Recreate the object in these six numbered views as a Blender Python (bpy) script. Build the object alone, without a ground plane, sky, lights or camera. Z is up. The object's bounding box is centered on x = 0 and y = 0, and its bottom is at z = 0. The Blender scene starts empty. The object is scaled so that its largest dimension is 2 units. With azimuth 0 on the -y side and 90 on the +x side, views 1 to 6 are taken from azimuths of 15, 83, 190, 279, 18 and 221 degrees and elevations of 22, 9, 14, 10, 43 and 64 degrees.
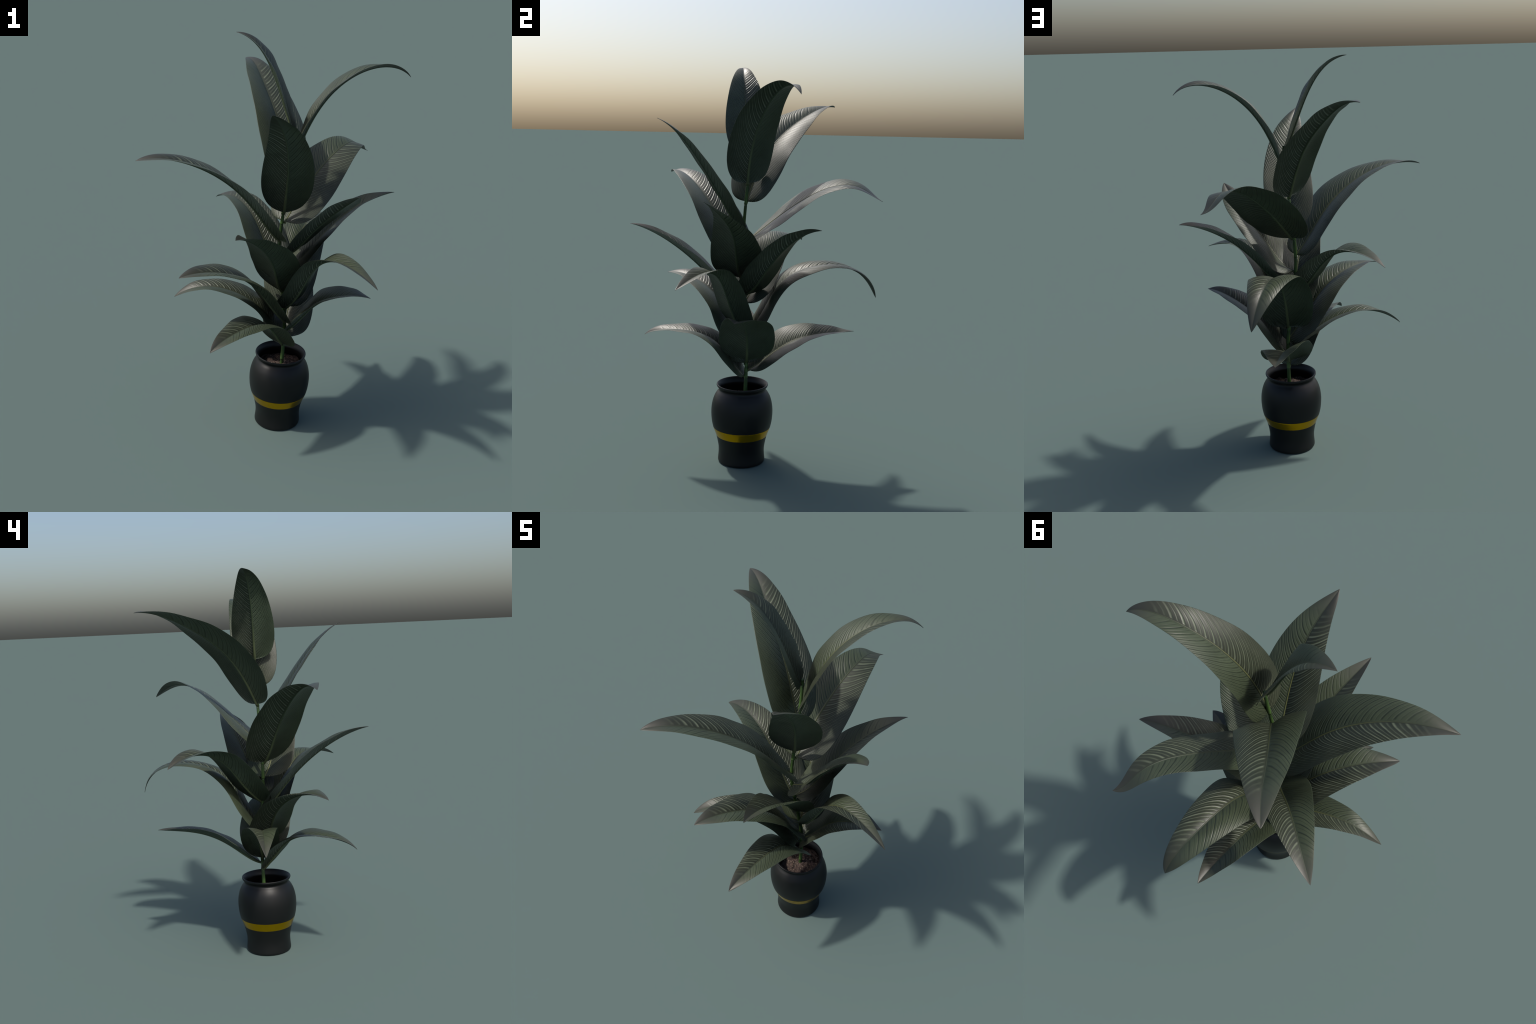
# A potted rubber plant: a black vase-shaped pot with a gold band, dark soil,
# one slender green stem with 17 broad dark leaves, each arching its own way.
import bpy, bmesh, math, random
import numpy as np
from mathutils import Vector, noise

random.seed(7)
RNG = np.random.default_rng(7)
scene = bpy.context.scene

# ------------------------------------------------------------------ materials
def new_material(name):
    m = bpy.data.materials.new(name)
    m.use_nodes = True
    nt = m.node_tree
    nt.nodes.clear()
    out = nt.nodes.new("ShaderNodeOutputMaterial")
    bsdf = nt.nodes.new("ShaderNodeBsdfPrincipled")
    nt.links.new(bsdf.outputs[0], out.inputs[0])
    return m, nt, bsdf

def math_node(nt, op, a, b=None, c=None, clamp=False):
    n = nt.nodes.new("ShaderNodeMath")
    n.operation = op
    n.use_clamp = clamp
    for i, v in enumerate((a, b, c)):
        if v is None:
            continue
        if isinstance(v, (int, float)):
            n.inputs[i].default_value = v
        else:
            nt.links.new(v, n.inputs[i])
    return n.outputs[0]

def smooth(nt, x, lo, hi, to_lo=0.0, to_hi=1.0):
    n = nt.nodes.new("ShaderNodeMapRange")
    n.interpolation_type = "SMOOTHSTEP"
    nt.links.new(x, n.inputs[0])
    for i, v in enumerate((lo, hi, to_lo, to_hi), 1):
        n.inputs[i].default_value = v
    return n.outputs[0]

def mix(nt, fac, a, b, blend="MIX"):
    n = nt.nodes.new("ShaderNodeMix")
    n.data_type = "RGBA"
    n.blend_type = blend
    for sock, v in ((n.inputs[0], fac), (n.inputs[6], a), (n.inputs[7], b)):
        if isinstance(v, (int, float)):
            sock.default_value = v
        elif isinstance(v, tuple):
            sock.default_value = (*v, 1)
        else:
            nt.links.new(v, sock)
    return n.outputs[2]

def noise_tex(nt, vec, scale, detail=4, rough=0.55):
    n = nt.nodes.new("ShaderNodeTexNoise")
    n.inputs["Scale"].default_value = scale
    n.inputs["Detail"].default_value = detail
    n.inputs["Roughness"].default_value = rough
    nt.links.new(vec, n.inputs["Vector"])
    return n.outputs["Fac"]

def bump(nt, bsdf, height, strength, distance):
    n = nt.nodes.new("ShaderNodeBump")
    n.inputs["Strength"].default_value = strength
    n.inputs["Distance"].default_value = distance
    nt.links.new(height, n.inputs["Height"])
    nt.links.new(n.outputs[0], bsdf.inputs["Normal"])

# the lateral veins: the same rule shapes the blade mesh and colours it
VEINS = 23            # main veins on each side of the midrib
VEIN_RUN = (0.090, 0.205)   # how far a vein runs towards the tip (linear, square) over the half width

VEIN_SPREAD = 0.60    # veins stand wider apart towards the tip

def leaf_material(name, left, left_line, right, right_line, tip, rough, spec):
    """Blade colour on Generated coordinates: x across the flat leaf, y from base to tip.
    Side light is baked into the halves: lit vein lines painted pale on a darkened right-hand half,
    thin vein shading painted dark on a lightened left-hand half."""
    m, nt, bsdf = new_material(name)
    tc = nt.nodes.new("ShaderNodeTexCoord")
    sep = nt.nodes.new("ShaderNodeSeparateXYZ")
    nt.links.new(tc.outputs["Generated"], sep.inputs[0])
    signed = math_node(nt, "MULTIPLY_ADD", sep.outputs[0], 2.0, -1.0)
    across = math_node(nt, "ABSOLUTE", signed)
    along = sep.outputs[1]
    mottle = noise_tex(nt, tc.outputs["Object"], 9.0, 3)
    run = math_node(nt, "MULTIPLY", across, math_node(nt, "MULTIPLY_ADD", across, VEIN_RUN[1], VEIN_RUN[0]))
    start = math_node(nt, "SUBTRACT", along, run)      # where the vein leaves the midrib
    start = math_node(nt, "ADD", start, math_node(nt, "MULTIPLY_ADD", mottle, 0.016, -0.008))
    phase = math_node(nt, "MULTIPLY", start, math_node(nt, "MULTIPLY_ADD", start, -VEIN_SPREAD, 0.95 + VEIN_SPREAD))
    phase = math_node(nt, "MULTIPLY", phase, VEINS)
    def comb(offset):   # 0.5 on a vein, 0 halfway between two
        return math_node(nt, "ABSOLUTE", math_node(nt, "SUBTRACT", math_node(nt, "FRACT", math_node(nt, "ADD", phase, offset)), 0.5))
    main, minor, flank = comb(0.0), comb(0.5), comb(0.16)
    strength = noise_tex(nt, tc.outputs["Object"], 22.0, 2)
    fade = math_node(nt, "MULTIPLY", smooth(nt, along, 0.92, 0.70), smooth(nt, across, 1.0, 0.6, 0.3, 1.0))
    fade = math_node(nt, "MULTIPLY", fade, smooth(nt, across, 0.02, 0.08))
    # right-hand half
    pale = math_node(nt, "MAXIMUM", smooth(nt, main, 0.32, 0.49), smooth(nt, minor, 0.36, 0.5, 0.0, 0.42))
    pale = math_node(nt, "MULTIPLY", math_node(nt, "MULTIPLY", pale, fade), smooth(nt, strength, 0.2, 0.65, 0.45, 1.0))
    dusk = math_node(nt, "MULTIPLY", smooth(nt, flank, 0.25, 0.5, 0.0, 0.45), fade)  # shadow strip tinted beside each pale vein to give it depth
    right_half = mix(nt, dusk, mix(nt, smooth(nt, mottle, 0.3, 0.7), right, tuple(c * 1.35 for c in right)), tuple(c * 0.55 for c in right))
    right_half = mix(nt, pale, right_half, right_line)
    # left-hand half
    dark = math_node(nt, "MAXIMUM", smooth(nt, main, 0.38, 0.49), smooth(nt, minor, 0.42, 0.5, 0.0, 0.45))
    dark = math_node(nt, "MULTIPLY", math_node(nt, "MULTIPLY", dark, fade), smooth(nt, strength, 0.2, 0.6, 0.5, 0.95))
    left_half = mix(nt, smooth(nt, mottle, 0.3, 0.7), left, tuple(c * 1.3 for c in left))
    left_half = mix(nt, dark, left_half, left_line)
    col = mix(nt, smooth(nt, signed, -0.015, 0.015), right_half, left_half)
    info = nt.nodes.new("ShaderNodeObjectInfo")
    col = mix(nt, math_node(nt, "MULTIPLY", info.outputs["Random"], 0.18), col, left)
    tipmask = math_node(nt, "ADD", along, math_node(nt, "MULTIPLY_ADD", mottle, 0.12, -0.06))
    col = mix(nt, smooth(nt, tipmask, 0.74, 1.0, 0.0, 0.75), col, tip)
    nt.links.new(col, bsdf.inputs["Base Color"])
    nt.links.new(math_node(nt, "ADD", math_node(nt, "MULTIPLY_ADD", mottle, 0.1, -0.05), rough), bsdf.inputs["Roughness"])
    bsdf.inputs["Specular IOR Level"].default_value = spec
    fine = noise_tex(nt, tc.outputs["Object"], 160.0, 2)
    crest = math_node(nt, "MULTIPLY", math_node(nt, "MAXIMUM", smooth(nt, main, 0.33, 0.49), smooth(nt, minor, 0.39, 0.49, 0.0, 0.4)), fade)
    bump(nt, bsdf, math_node(nt, "MULTIPLY_ADD", fine, 0.15, crest), 1.0, 0.0013)
    return m

MAT_TOP = leaf_material("leaf_upper", (0.037, 0.048, 0.027), (0.010, 0.015, 0.008), (0.019, 0.023, 0.014), (0.120, 0.140, 0.092), (0.042, 0.040, 0.033), 0.45, 0.42)
MAT_UNDER = leaf_material("leaf_underside", (0.038, 0.053, 0.032), (0.014, 0.021, 0.013), (0.022, 0.031, 0.019), (0.145, 0.165, 0.125), (0.042, 0.047, 0.037), 0.45, 0.42)

def plain_material(name, col_a, col_b, scale, rough, spec=0.5, grain=None):
    m, nt, bsdf = new_material(name)
    tc = nt.nodes.new("ShaderNodeTexCoord")
    n = noise_tex(nt, tc.outputs["Object"], scale)
    nt.links.new(mix(nt, smooth(nt, n, 0.3, 0.7), col_a, col_b), bsdf.inputs["Base Color"])
    nt.links.new(math_node(nt, "MULTIPLY_ADD", n, 0.08, rough - 0.04), bsdf.inputs["Roughness"])
    bsdf.inputs["Specular IOR Level"].default_value = spec
    if grain:
        bump(nt, bsdf, noise_tex(nt, tc.outputs["Object"], grain[0], 2), grain[1], 0.002)
    return m

def rib_material():
    """Pale yellow-green at the petiole, darkening to leaf green along the blade."""
    m, nt, bsdf = new_material("midrib_green")
    tc = nt.nodes.new("ShaderNodeTexCoord")
    sep = nt.nodes.new("ShaderNodeSeparateXYZ")
    nt.links.new(tc.outputs["Generated"], sep.inputs[0])
    n = noise_tex(nt, tc.outputs["Object"], 30.0, 3)
    along = math_node(nt, "ADD", sep.outputs[1], math_node(nt, "MULTIPLY_ADD", n, 0.2, -0.1))
    upper = smooth(nt, sep.outputs[2], 0.62, 0.85)
    below = mix(nt, smooth(nt, along, 0.0, 0.45), (0.095, 0.118, 0.058), (0.042, 0.060, 0.032))
    above = mix(nt, smooth(nt, along, 0.35, 0.8), (0.095, 0.102, 0.036), (0.044, 0.054, 0.030))
    above = mix(nt, smooth(nt, sep.outputs[0], 0.5, 0.66), above, (0.026, 0.034, 0.021))
    nt.links.new(mix(nt, upper, below, above), bsdf.inputs["Base Color"])
    bsdf.inputs["Roughness"].default_value = 0.5
    bsdf.inputs["Specular IOR Level"].default_value = 0.4
    return m

MAT_RIB = rib_material()
MAT_POT = plain_material("black_ceramic", (0.0050, 0.0055, 0.0056), (0.0062, 0.0066, 0.0066), 6.0, 0.44, 0.3)
MAT_BAND = plain_material("gold_band", (0.62, 0.34, 0.003), (0.66, 0.37, 0.006), 8.0, 0.24, 0.5)
MAT_BAND.node_tree.nodes["Principled BSDF"].inputs["Metallic"].default_value = 1.0
MAT_SOIL = plain_material("dark_soil", (0.024, 0.015, 0.012), (0.075, 0.048, 0.038), 70.0, 0.75, 0.4, (300.0, 0.6))
MAT_GRAIN = plain_material("soil_grain", (0.30, 0.20, 0.11), (0.55, 0.45, 0.34), 60.0, 0.35, 0.6)

def stem_material():
    m, nt, bsdf = new_material("stem_green")
    tc = nt.nodes.new("ShaderNodeTexCoord")
    sep = nt.nodes.new("ShaderNodeSeparateXYZ")
    nt.links.new(tc.outputs["Generated"], sep.inputs[0])
    n = noise_tex(nt, tc.outputs["Object"], 40.0, 3)
    t = math_node(nt, "ADD", sep.outputs[2], math_node(nt, "MULTIPLY_ADD", n, 0.3, -0.15))
    col = mix(nt, smooth(nt, t, 0.15, 1.0), (0.060, 0.120, 0.030), (0.030, 0.065, 0.017))
    col = mix(nt, smooth(nt, sep.outputs[2], 0.06, 0.0), col, (0.09, 0.13, 0.05))
    nt.links.new(col, bsdf.inputs["Base Color"])
    bsdf.inputs["Roughness"].default_value = 0.5
    return m

MAT_STEM = stem_material()

# ------------------------------------------------------------------ helpers
def mesh_object(name, verts, faces, mats, parent, location=(0, 0, 0), face_mats=None, smooth_shade=True):
    me = bpy.data.meshes.new(name)
    me.from_pydata([tuple(v) for v in verts], [], faces)
    for m in mats:
        me.materials.append(m)
    if face_mats is not None:
        me.polygons.foreach_set("material_index", np.asarray(face_mats, np.int32))
    me.polygons.foreach_set("use_smooth", np.full(len(me.polygons), smooth_shade))
    me.update()
    ob = bpy.data.objects.new(name, me)
    scene.collection.objects.link(ob)
    ob.location = location
    if parent:
        ob.parent = parent
        if parent.type != "EMPTY" or parent.location.length:
            ob.location = Vector(location) - parent_world(parent)
    return ob

def parent_world(ob):
    p = Vector(ob.location)
    while ob.parent:
        ob = ob.parent
        p += ob.location
    return p

def lathe(profile, n=128, closed=True):
    """Surface of revolution of (radius, z) points."""
    verts, faces = [], []
    for r, z in profile:
        for k in range(n):
            a = 2 * math.pi * k / n
            verts.append((r * math.cos(a), r * math.sin(a), z))
    m = len(profile)
    for i in range(m if closed else m - 1):
        j = (i + 1) % m
        for k in range(n):
            l = (k + 1) % n
            faces.append((i * n + k, i * n + l, j * n + l, j * n + k))
    return verts, faces

def spline(points, per):
    """Catmull-Rom through control points."""
    P = [np.array(points[0])] + [np.array(p, float) for p in points] + [np.array(points[-1])]
    out = []
    for i in range(1, len(P) - 2):
        a, b, c, d = P[i - 1:i + 3]
        for t in np.linspace(0, 1, per, endpoint=False):
            out.append(0.5 * (2 * b + (c - a) * t + (2 * a - 5 * b + 4 * c - d) * t**2 + (3 * b - a - 3 * c + d) * t**3))
    out.append(P[-2])
    return out

# ------------------------------------------------------------------ the plant and its pot
AXIS = (0.069, -0.0487)
plant = bpy.data.objects.new("potted_rubber_plant", None)
plant.location = (AXIS[0], AXIS[1], 0)
scene.collection.objects.link(plant)
plant["label"] = "rubber plant with broad dark ribbed leaves in a black pot"
plant["category"] = "potted plant"

OUTER = [(0.112, 0.0), (0.1165, 0.0008), (0.1188, 0.0035), (0.1197, 0.010), (0.1190, 0.020), (0.1175, 0.036), (0.1165, 0.056),
         (0.1172, 0.074), (0.1203, 0.095), (0.1250, 0.118), (0.1310, 0.141), (0.1395, 0.164), (0.1472, 0.185), (0.1535, 0.215),
         (0.1565, 0.250), (0.1560, 0.280), (0.1515, 0.310), (0.1430, 0.338), (0.1310, 0.360),
         (0.1205, 0.373), (0.1178, 0.379), (0.1195, 0.385), (0.1245, 0.391), (0.1288, 0.3965), (0.1307, 0.402)]
LIP_AND_INNER = [(0.1300, 0.4060), (0.1270, 0.4072), (0.1235, 0.4050), (0.1170, 0.3960), (0.1120, 0.3850), (0.1115, 0.3740),
                 (0.1250, 0.352), (0.1370, 0.328), (0.1430, 0.30), (0.1430, 0.26), (0.130, 0.20), (0.09, 0.19), (0.002, 0.19)]
BAND_LOW, BAND_HIGH = 0.1405, 0.1835
outer = [tuple(p) for p in spline(OUTER, 5)]
inner = [tuple(p) for p in spline([OUTER[-1]] + LIP_AND_INNER, 4)][1:]
verts, faces = lathe([(0.002, 0.0)] + outer + inner, closed=False)
pot = mesh_object("pot", verts, faces, [MAT_POT], plant, (AXIS[0], AXIS[1], 0))
# the painted gold band stands a hair proud of the glaze
zs, rs = np.array([p[1] for p in outer]), np.array([p[0] for p in outer])
bz = np.linspace(BAND_LOW, BAND_HIGH, 14)
br = np.interp(bz, zs, rs)
band_profile = [(br[0] - 0.0012, bz[0] - 0.002)] + [(r + 0.0003, z) for r, z in zip(br, bz)] + [(br[-1] - 0.0002, bz[-1] + 0.0012)]
verts, faces = lathe(band_profile, closed=False)
mesh_object("band", verts, faces, [MAT_BAND], pot, (AXIS[0], AXIS[1], 0))

# soil: a lumpy mound inside the neck, with pale grit
def soil_height(x, y):
    r = math.hypot(x, y)
    h = 0.326 + 0.008 * (1 - (r / 0.13) ** 2)
    h += 0.012 * noise.noise((x * 22, y * 22, 3.1)) + 0.006 * noise.noise((x * 60, y * 60, 7.7)) + 0.0035 * noise.noise((x * 150, y * 150, 1.3))
    return h
verts, faces, rings, seg = [], [], 44, 120
for i in range(rings + 1):
    r = 0.0005 + 0.131 * i / rings
    for k in range(seg):
        a = 2 * math.pi * k / seg
        x, y = r * math.cos(a), r * math.sin(a)
        verts.append((x, y, soil_height(x, y)))
for i in range(rings):
    for k in range(seg):
        l = (k + 1) % seg
        faces.append((i * seg + k, (i + 1) * seg + k, (i + 1) * seg + l, i * seg + l))
soil = mesh_object("soil", verts, faces, [MAT_SOIL], plant, (AXIS[0], AXIS[1], 0))
verts, faces = [], []
ico = bmesh.new()
bmesh.ops.create_icosphere(ico, subdivisions=1, radius=1)
ico_v = [v.co.copy() for v in ico.verts]
ico_f = [tuple(v.index for v in f.verts) for f in ico.faces]
ico.free()
for _ in range(520):
    r, a = 0.118 * math.sqrt(random.random()), random.random() * 2 * math.pi
    x, y = r * math.cos(a), r * math.sin(a)
    s = 0.0006 + 0.0016 * random.random() ** 3
    base = len(verts)
    for v in ico_v:
        verts.append((x + v.x * s * random.uniform(.7, 1.4), y + v.y * s * random.uniform(.7, 1.4), soil_height(x, y) + v.z * s * random.uniform(.5, 1)))
    faces += [tuple(base + i for i in f) for f in ico_f]
grit = mesh_object("grit", verts, faces, [MAT_GRAIN], soil, (AXIS[0], AXIS[1], 0))
grit["kind"] = "stuff"

# ------------------------------------------------------------------ leaves
# spine: six control points of a Bezier midrib, from the stem to the tip (metres);
# roll: turn of the blade about its midrib (middle, then its change along the leaf: linear, square, cubic); half_width: widest half;
# shape: powers of the outline towards base and tip; cup: how far the halves are raised (middle, change along);
# fold: a leaf's own angle beside the midrib
LEAVES = [
    dict(spine=[(0.072, -0.039, 1.558), (0.030, -0.041, 1.618), (0.009, -0.049, 1.745), (-0.055, -0.054, 1.869), (-0.091, -0.046, 1.974), (-0.226, -0.044, 2.000)],
         roll=(0.14, -0.05, -0.76, -0.83), half_width=0.110, shape=(0.32, 0.87), cup=(0.23, 0.16)),
    dict(spine=[(0.056, -0.043, 1.324), (-0.026, 0.049, 1.596), (-0.064, 0.127, 1.675), (-0.177, 0.218, 1.691), (-0.196, 0.322, 1.828), (-0.326, 0.465, 1.815)],
         roll=(0.28, -0.16, -0.91, -0.97), half_width=0.140, shape=(0.31, 0.81), cup=(0.16, 0.16)),
    dict(spine=[(0.072, -0.039, 1.417), (0.141, -0.040, 1.629), (0.190, 0.004, 1.776), (0.308, 0.057, 1.868), (0.470, 0.099, 1.935), (0.564, 0.137, 1.836)],
         roll=(-0.07, 0.10, -0.70, -0.36), half_width=0.118, shape=(0.30, 0.89), cup=(0.23, 0.17)),
    dict(spine=[(0.049, -0.060, 1.167), (0.074, -0.149, 1.294), (0.103, -0.217, 1.449), (0.131, -0.304, 1.577), (0.082, -0.367, 1.681), (0.080, -0.480, 1.731)],
         roll=(0.16, 0.00, -0.43, -0.64), half_width=0.125, shape=(0.36, 0.87), cup=(0.12, -0.24)),
    dict(spine=[(0.051, -0.052, 1.116), (0.139, 0.214, 1.368), (0.263, 0.368, 1.487), (0.300, 0.458, 1.472), (0.270, 0.520, 1.386), (0.339, 0.573, 1.363)],
         roll=(0.36, -0.16, -1.22, 0.00), half_width=0.139, shape=(0.32, 0.89), cup=(0.02, 0.12), fold=0.15),
    dict(spine=[(0.040, -0.068, 1.024), (-0.059, -0.150, 1.121), (-0.084, -0.150, 1.296), (-0.210, -0.282, 1.401), (-0.408, -0.330, 1.492), (-0.571, -0.408, 1.445)],
         roll=(0.11, -0.13, -0.58, -1.07), half_width=0.147, shape=(0.29, 0.85), cup=(0.19, 0.06)),
    dict(spine=[(0.053, -0.048, 0.814), (-0.084, 0.056, 0.930), (-0.097, 0.080, 1.039), (-0.167, 0.112, 1.139), (-0.289, 0.237, 1.162), (-0.428, 0.321, 1.080)],
         roll=(0.07, -0.03, -0.76, -1.41), half_width=0.128, shape=(0.32, 0.89), cup=(0.25, 0.19)),
    dict(spine=[(0.048, -0.050, 0.859), (0.178, 0.026, 0.906), (0.198, 0.031, 1.045), (0.270, 0.126, 1.135), (0.419, 0.170, 1.228), (0.534, 0.250, 1.247)],
         roll=(0.01, 0.05, -0.72, -1.11), half_width=0.112, shape=(0.33, 0.83), cup=(0.29, 0.35)),
    dict(spine=[(0.040, -0.062, 0.948), (0.166, -0.090, 0.982), (0.159, -0.118, 1.097), (0.258, -0.083, 1.169), (0.350, -0.137, 1.265), (0.438, -0.270, 1.361)],
         roll=(-0.03, -0.74, -0.84, 1.04), half_width=0.134, shape=(0.31, 0.86), cup=(0.10, 0.08)),
    dict(spine=[(0.059, -0.042, 0.742), (0.021, -0.133, 0.837), (0.075, -0.184, 0.954), (0.045, -0.309, 1.061), (-0.007, -0.452, 1.176), (-0.024, -0.613, 1.212)],
         roll=(0.11, -0.24, -0.81, 1.02), half_width=0.126, shape=(0.32, 0.86), cup=(0.32, 0.18)),
    dict(spine=[(0.084, -0.044, 0.576), (-0.011, -0.134, 0.701), (-0.062, -0.074, 0.794), (-0.064, -0.196, 0.866), (-0.230, -0.295, 0.950), (-0.352, -0.427, 0.909)],
         roll=(0.07, -0.22, -0.42, -0.30), half_width=0.139, shape=(0.34, 0.83), cup=(0.13, 0.14)),
    dict(spine=[(0.061, -0.037, 0.503), (-0.041, -0.031, 0.659), (-0.147, -0.053, 0.724), (-0.265, -0.111, 0.763), (-0.371, -0.110, 0.766), (-0.487, -0.140, 0.668)],
         roll=(-0.01, -0.23, -1.36, 0.22), half_width=0.101, shape=(0.27, 0.85), cup=(0.19, 0.18)),
    dict(spine=[(0.069, -0.033, 0.644), (0.197, -0.139, 0.781), (0.211, -0.154, 0.926), (0.237, -0.168, 1.061), (0.386, -0.247, 1.069), (0.571, -0.396, 0.987)],
         roll=(0.04, -0.28, -0.85, 1.25), half_width=0.094, shape=(0.31, 0.85), cup=(0.34, -0.03)),
    dict(spine=[(0.087, -0.031, 0.526), (0.206, -0.035, 0.629), (0.194, -0.055, 0.740), (0.311, -0.032, 0.746), (0.404, -0.116, 0.829), (0.513, -0.130, 0.822)],
         roll=(0.09, -0.29, -0.68, -0.15), half_width=0.141, shape=(0.34, 0.88), cup=(0.21, 0.05)),
    dict(spine=[(0.073, -0.038, 0.443), (0.044, -0.167, 0.572), (0.012, -0.157, 0.686), (-0.012, -0.291, 0.645), (-0.102, -0.455, 0.685), (-0.150, -0.547, 0.613)],
         roll=(0.02, -0.14, -0.74, -1.39), half_width=0.113, shape=(0.33, 0.85), cup=(0.16, 0.22)),
    dict(spine=[(0.080, -0.025, 0.477), (0.041, 0.069, 0.506), (0.071, 0.140, 0.612), (0.028, 0.249, 0.677), (0.059, 0.390, 0.654), (0.045, 0.527, 0.668)],
         roll=(0.22, -0.08, -0.67, -0.49), half_width=0.132, shape=(0.32, 0.88), cup=(0.25, 0.18)),
    dict(spine=[(0.075, -0.035, 0.654), (0.047, 0.162, 0.888), (0.101, 0.054, 0.979), (0.075, 0.253, 1.024), (0.091, 0.542, 1.118), (0.128, 0.613, 0.860)],
         roll=(0.09, -0.17, -0.88, -1.63), half_width=0.139, shape=(0.31, 0.87), cup=(-0.00, 0.14)),
]
ROWS, SIDE = 300, 44
FOLD = 0.47          # angle at which each half leaves the midrib; it arches from there to its margin

def bezier(P, t):
    n = len(P) - 1
    return sum(math.comb(n, k) * (t**k * (1 - t)**(n - k))[:, None] * np.array(P[k]) for k in range(n + 1))

def outline(s, p, q):
    m = p / (p + q)
    return (s**p * (1 - s)**q) / (m**p * (1 - m)**q)

def vein_relief(s, d, u):
    start = s - d * (VEIN_RUN[0] + VEIN_RUN[1] * d)
    ph = VEINS * start * (0.95 + VEIN_SPREAD - VEIN_SPREAD * start)
    main = np.abs((ph % 1.0) - 0.5) * 2          # 1 on the vein
    minor = np.abs(((ph + 0.5) % 1.0) - 0.5) * 2
    h = np.exp(-((1 - main) / 0.34)**2) + 0.30 * np.exp(-((1 - minor) / 0.26)**2)
    fade = np.clip((0.92 - s) / 0.25, 0, 1) * np.clip((s - 0.05) / 0.2, 0, 1) * np.clip((1.0 - u) / 0.3, 0, 1)**0.7
    return h * fade

def frames(leaf, s_out):
    """Midrib points, side and upward vectors at the fractions s_out of its length."""
    t = np.linspace(0, 1, 2001)
    M = bezier(leaf["spine"], t)
    L = np.r_[0, np.cumsum(np.linalg.norm(np.diff(M, axis=0), axis=1))]
    ts = np.interp(s_out * L[-1], L, t)
    M = bezier(leaf["spine"], ts)
    T = (bezier(leaf["spine"], np.clip(ts + 1e-4, 0, 1)) - bezier(leaf["spine"], np.clip(ts - 1e-4, 0, 1)))
    T /= np.linalg.norm(T, axis=1)[:, None]
    reach = np.array(leaf["spine"][-1]) - np.array(leaf["spine"][0])
    S0 = np.array([-reach[1], reach[0], 0.0])
    S0 /= np.linalg.norm(S0)
    S = S0 - (T @ S0)[:, None] * T
    S /= np.linalg.norm(S, axis=1)[:, None]
    N = np.cross(T, S)
    a, b, c, d = leaf["roll"]
    rho = a + b * (s_out - .5) + c * (s_out - .5)**2 + d * (s_out - .5)**3
    S2 = np.cos(rho)[:, None] * S + np.sin(rho)[:, None] * N
    return M, T, S2, np.cross(T, S2), L[-1]

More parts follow.
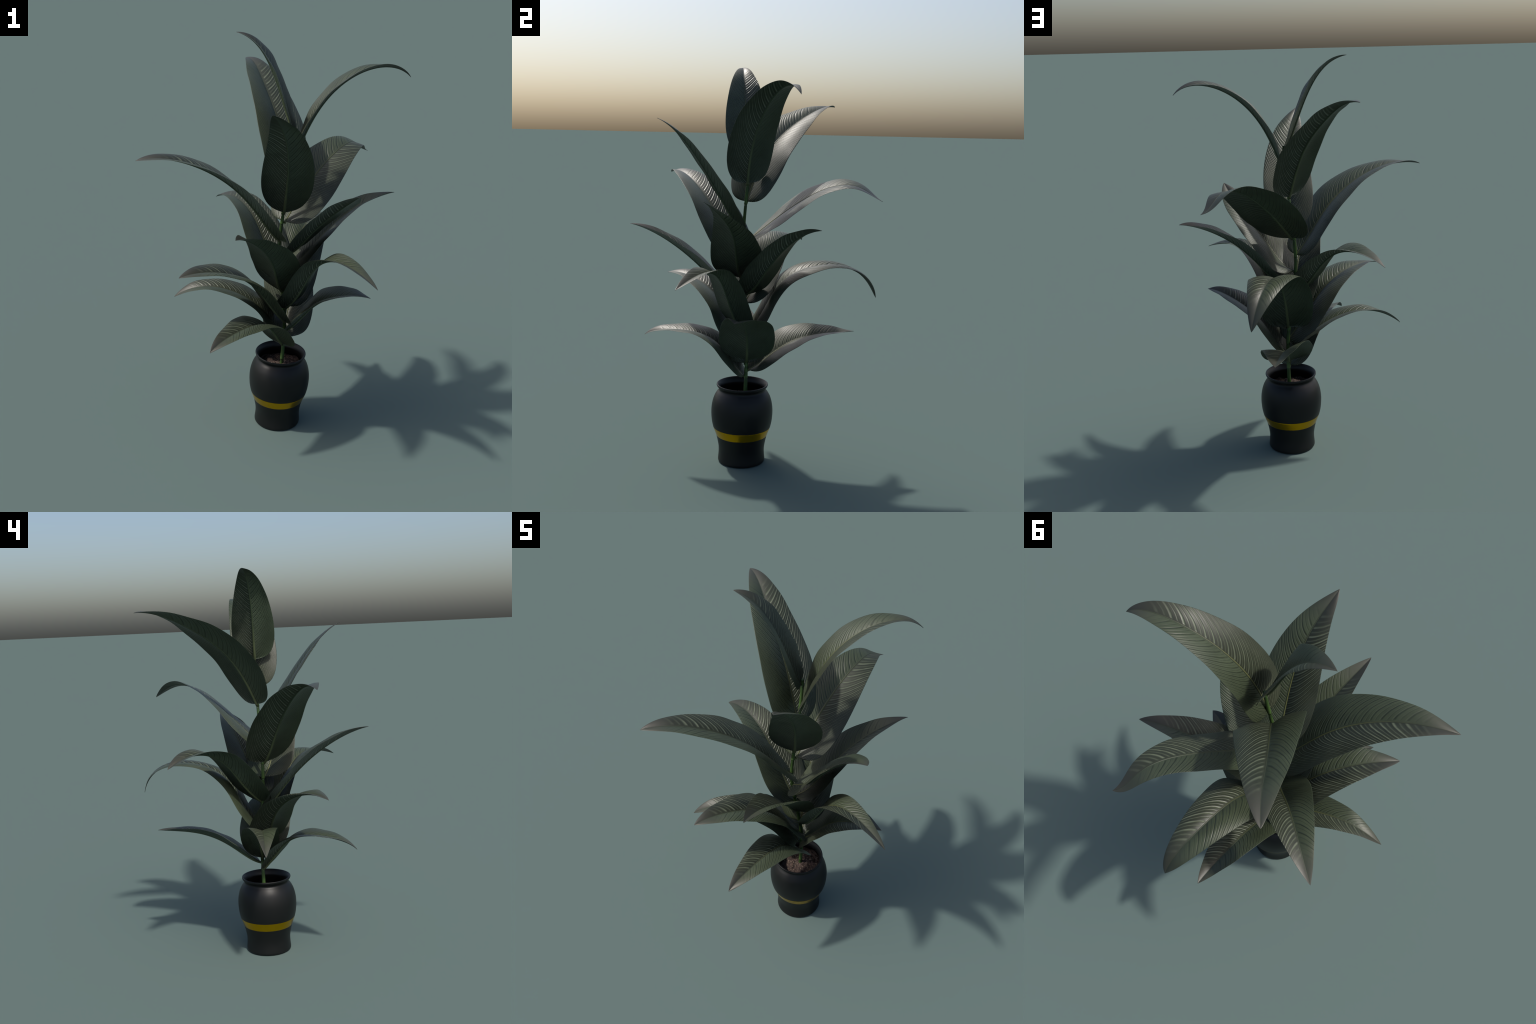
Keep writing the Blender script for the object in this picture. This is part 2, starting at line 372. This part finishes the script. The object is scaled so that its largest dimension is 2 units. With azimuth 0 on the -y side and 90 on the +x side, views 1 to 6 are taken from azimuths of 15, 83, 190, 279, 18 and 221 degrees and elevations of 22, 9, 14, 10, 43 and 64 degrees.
def build_leaf(leaf, index):
    s = 0.012 + 0.988 * np.linspace(0, 1, ROWS)**1.0
    s[:14] = 0.012 + (s[13] - 0.012) * np.linspace(0, 1, 14)**1.8   # finer rows round the base
    M, T, S, N, length = frames(leaf, s)
    W = leaf["half_width"]
    # outline starts at the petiole
    sb = (s - 0.012) / (1 - 0.012)
    w = W * outline(np.clip(sb, 0, 1), *leaf["shape"])
    w = np.maximum(w, 0.0012 * (1 - sb))
    cup = leaf["cup"][0] + leaf["cup"][1] * (s - .5)
    u = np.linspace(0, 1, SIDE + 1)
    cols = np.r_[-u[::-1], u[1:]]
    nc = len(cols)
    arch = np.clip(leaf.get("fold", FOLD) - cup, 0.05, 0.55)
    th = cup[:, None] + arch[:, None] * (1 - 2 * u[None, :])
    du = 1 / SIDE
    cx = np.concatenate([np.zeros((ROWS, 1)), np.cumsum((np.cos(th[:, 1:]) + np.cos(th[:, :-1])) / 2 * du, axis=1)], 1)
    cz = np.concatenate([np.zeros((ROWS, 1)), np.cumsum((np.sin(th[:, 1:]) + np.sin(th[:, :-1])) / 2 * du, axis=1)], 1)
    k = 1 / np.hypot(cx[:, -1:], cz[:, -1:])
    cx, cz = cx * k, cz * k
    X = np.concatenate([-cx[:, ::-1], cx[:, 1:]], 1) * w[:, None]
    Z = np.concatenate([cz[:, ::-1], cz[:, 1:]], 1) * w[:, None]
    D = np.abs(cols)[None, :] * w[:, None] / W              # lateral place as a share of the widest half
    rng = np.random.default_rng(index)
    # gentle unevenness of the lamina, more at the margin
    ph = rng.uniform(0, 6.28, 4)
    wav = (np.sin(s[:, None] * 17 + ph[0] + np.sign(cols) * 1.3) * 0.5 + np.sin(s[:, None] * 31 + ph[1] + np.sign(cols) * 2.1) * 0.3) * np.abs(cols)[None, :]**2 * 0.0035
    wav = wav * np.clip(sb * 6, 0, 1)[:, None] * np.clip((1 - sb) * 5, 0, 1)[:, None]
    relief = VEIN_SIGN * 0.0005 * vein_relief(s[:, None], D, np.abs(cols)[None, :]) * np.clip(np.abs(cols) * 6, 0, 1)[None, :] + wav
    thick = 0.0007 * (1 - np.abs(cols)**3)[None, :] + 0.00025
    def surface(side):
        h = Z + relief + side * thick
        return M[:, None, :] + X[..., None] * S[:, None, :] + h[..., None] * N[:, None, :]
    flat_x = np.abs(cols)[None, :] * np.sign(cols)[None, :] * w[:, None]
    flat_y = np.repeat(s[:, None] * length, nc, 1)
    base = np.array(leaf["spine"][0])
    grown = np.concatenate([surface(1).reshape(-1, 3), surface(-1).reshape(-1, 3)]) - base
    flat = np.concatenate([np.stack([flat_x, flat_y, np.full_like(flat_x, z)], -1).reshape(-1, 3) for z in (0.001, -0.001)])
    i = np.arange(ROWS - 1)[:, None] * nc + np.arange(nc - 1)[None, :]
    top = np.stack([i, i + 1, i + nc + 1, i + nc], -1).reshape(-1, 4)
    n = ROWS * nc
    under = top[:, ::-1] + n
    ring = np.r_[np.arange(nc), np.arange(1, ROWS) * nc + nc - 1, (ROWS - 1) * nc + np.arange(nc - 2, -1, -1), np.arange(ROWS - 2, 0, -1) * nc]
    nxt = np.roll(ring, -1)
    rim = np.stack([nxt, ring, ring + n, nxt + n], -1)
    F = np.concatenate([top, under, rim])
    mats = np.r_[np.zeros(len(top)), np.ones(len(under)), np.zeros(len(rim))]
    # flat leaf as the basis (its Generated coordinates), the grown leaf as the shape it takes
    ob = mesh_object("leaf", flat, F.tolist(), [MAT_TOP, MAT_UNDER], plant, tuple(base), mats)
    ob.shape_key_add(name="Basis")
    key = ob.shape_key_add(name="grown")
    key.data.foreach_set("co", grown.astype(np.float32).ravel())
    key.value = 1.0
    # midrib: a tapering rib under the blade that shows as a thin line above it
    rows = 90
    s2 = np.linspace(0.0, 0.985, rows)
    M2, T2, S2, N2, _ = frames(leaf, s2)
    side = 0.0064 * (1 - s2)**0.8 + 0.0008
    up = 0.0040 * (1 - s2)**0.8 + 0.0007
    down = 0.0060 * (1 - s2)**0.9 + 0.0012
    ring_n = 12
    verts, faces, flat = [], [], []
    for r in range(rows):
        for k in range(ring_n):
            a = 2 * math.pi * k / ring_n
            c_, s_ = math.cos(a), math.sin(a)
            flat.append((0.01 * c_, s2[r] * length, 0.01 * s_))
            p = M2[r] + S2[r] * side[r] * c_ * (1.0 if s_ < 0 else 0.5 + 0.5 * c_ * c_) + N2[r] * (s_ * (up[r] if s_ > 0 else down[r]) + 0.0006)
            verts.append(p - base)
    for r in range(rows - 1):
        for k in range(ring_n):
            l = (k + 1) % ring_n
            faces.append((r * ring_n + k, r * ring_n + l, (r + 1) * ring_n + l, (r + 1) * ring_n + k))
    faces.append(tuple(range(ring_n))[::-1])
    faces.append(tuple((rows - 1) * ring_n + k for k in range(ring_n)))
    rib = mesh_object("midrib", flat, faces, [MAT_RIB], ob, tuple(base))
    rib.shape_key_add(name="Basis")
    key = rib.shape_key_add(name="grown")
    key.data.foreach_set("co", np.array(verts, np.float32).ravel())
    key.value = 1.0

VEIN_SIGN = 1
for n, leaf in enumerate(LEAVES):
    build_leaf(leaf, n)

# ------------------------------------------------------------------ stem: a chain of internodes, each stepped at its node
STEM = [(0.0720, -0.0330, 0.305), (0.0758, -0.0328, 0.400), (0.0759, -0.0318, 0.593), (0.0549, -0.0477, 0.786), (0.0338, -0.0614, 0.979),
        (0.0437, -0.0546, 1.171), (0.0630, -0.0427, 1.364), (0.0745, -0.0320, 1.520), (0.0756, -0.0275, 1.582)]
path = np.array(spline(STEM, 24))
nodes = sorted(leaf["spine"][0][2] for leaf in LEAVES)
cuts = [0.305, 0.358] + [z - 0.004 for i, z in enumerate(nodes) if i == 0 or z - nodes[i - 1] > 0.02] + [1.580]
# the stem itself: a slender core that the internodes sheathe, ending in a blunt tip
core = path[path[:, 2] <= 1.582]
ring_n, rows = 16, len(core)
taper = 0.0072 - 0.0012 * (core[:, 2] - 0.305) / 1.28
verts = [(p[0] + r * math.cos(6.28318 * k / ring_n) - AXIS[0], p[1] + r * math.sin(6.28318 * k / ring_n) - AXIS[1], p[2]) for p, r in zip(core, taper) for k in range(ring_n)]
faces = [(r * ring_n + k, r * ring_n + (k + 1) % ring_n, (r + 1) * ring_n + (k + 1) % ring_n, (r + 1) * ring_n + k) for r in range(rows - 1) for k in range(ring_n)]
faces += [tuple(range(ring_n))[::-1], tuple((rows - 1) * ring_n + k for k in range(ring_n))]
stem = mesh_object("stem", verts, faces, [MAT_STEM], plant, (AXIS[0], AXIS[1], 0))
for z0, z1 in zip(cuts[:-1], cuts[1:]):
    rows, ring_n = 14, 20
    zz = np.linspace(z0, z1 + 0.0015, rows)
    cx, cy = np.interp(zz, path[:, 2], path[:, 0]), np.interp(zz, path[:, 2], path[:, 1])
    size = 0.0094 - 0.0022 * (z0 - 0.33) / 1.25
    t = np.linspace(0, 1, rows)
    rad = size * (1.06 - 0.12 * t + 0.05 * np.exp(-((t - 0.03) / 0.05)**2))
    o = np.array([cx[0], cy[0], z0])
    verts = [(cx[r] + rad[r] * math.cos(6.28318 * k / ring_n) - o[0], cy[r] + rad[r] * math.sin(6.28318 * k / ring_n) - o[1], zz[r] - z0) for r in range(rows) for k in range(ring_n)]
    faces = [(r * ring_n + k, r * ring_n + (k + 1) % ring_n, (r + 1) * ring_n + (k + 1) % ring_n, (r + 1) * ring_n + k) for r in range(rows - 1) for k in range(ring_n)]
    faces += [tuple(range(ring_n))[::-1], tuple((rows - 1) * ring_n + k for k in range(ring_n))]
    ob = mesh_object("internode", verts, faces, [MAT_STEM], None, tuple(o))
    ob.data.shade_smooth()
    ob.parent = stem
    ob.location = Vector(o) - plant.location
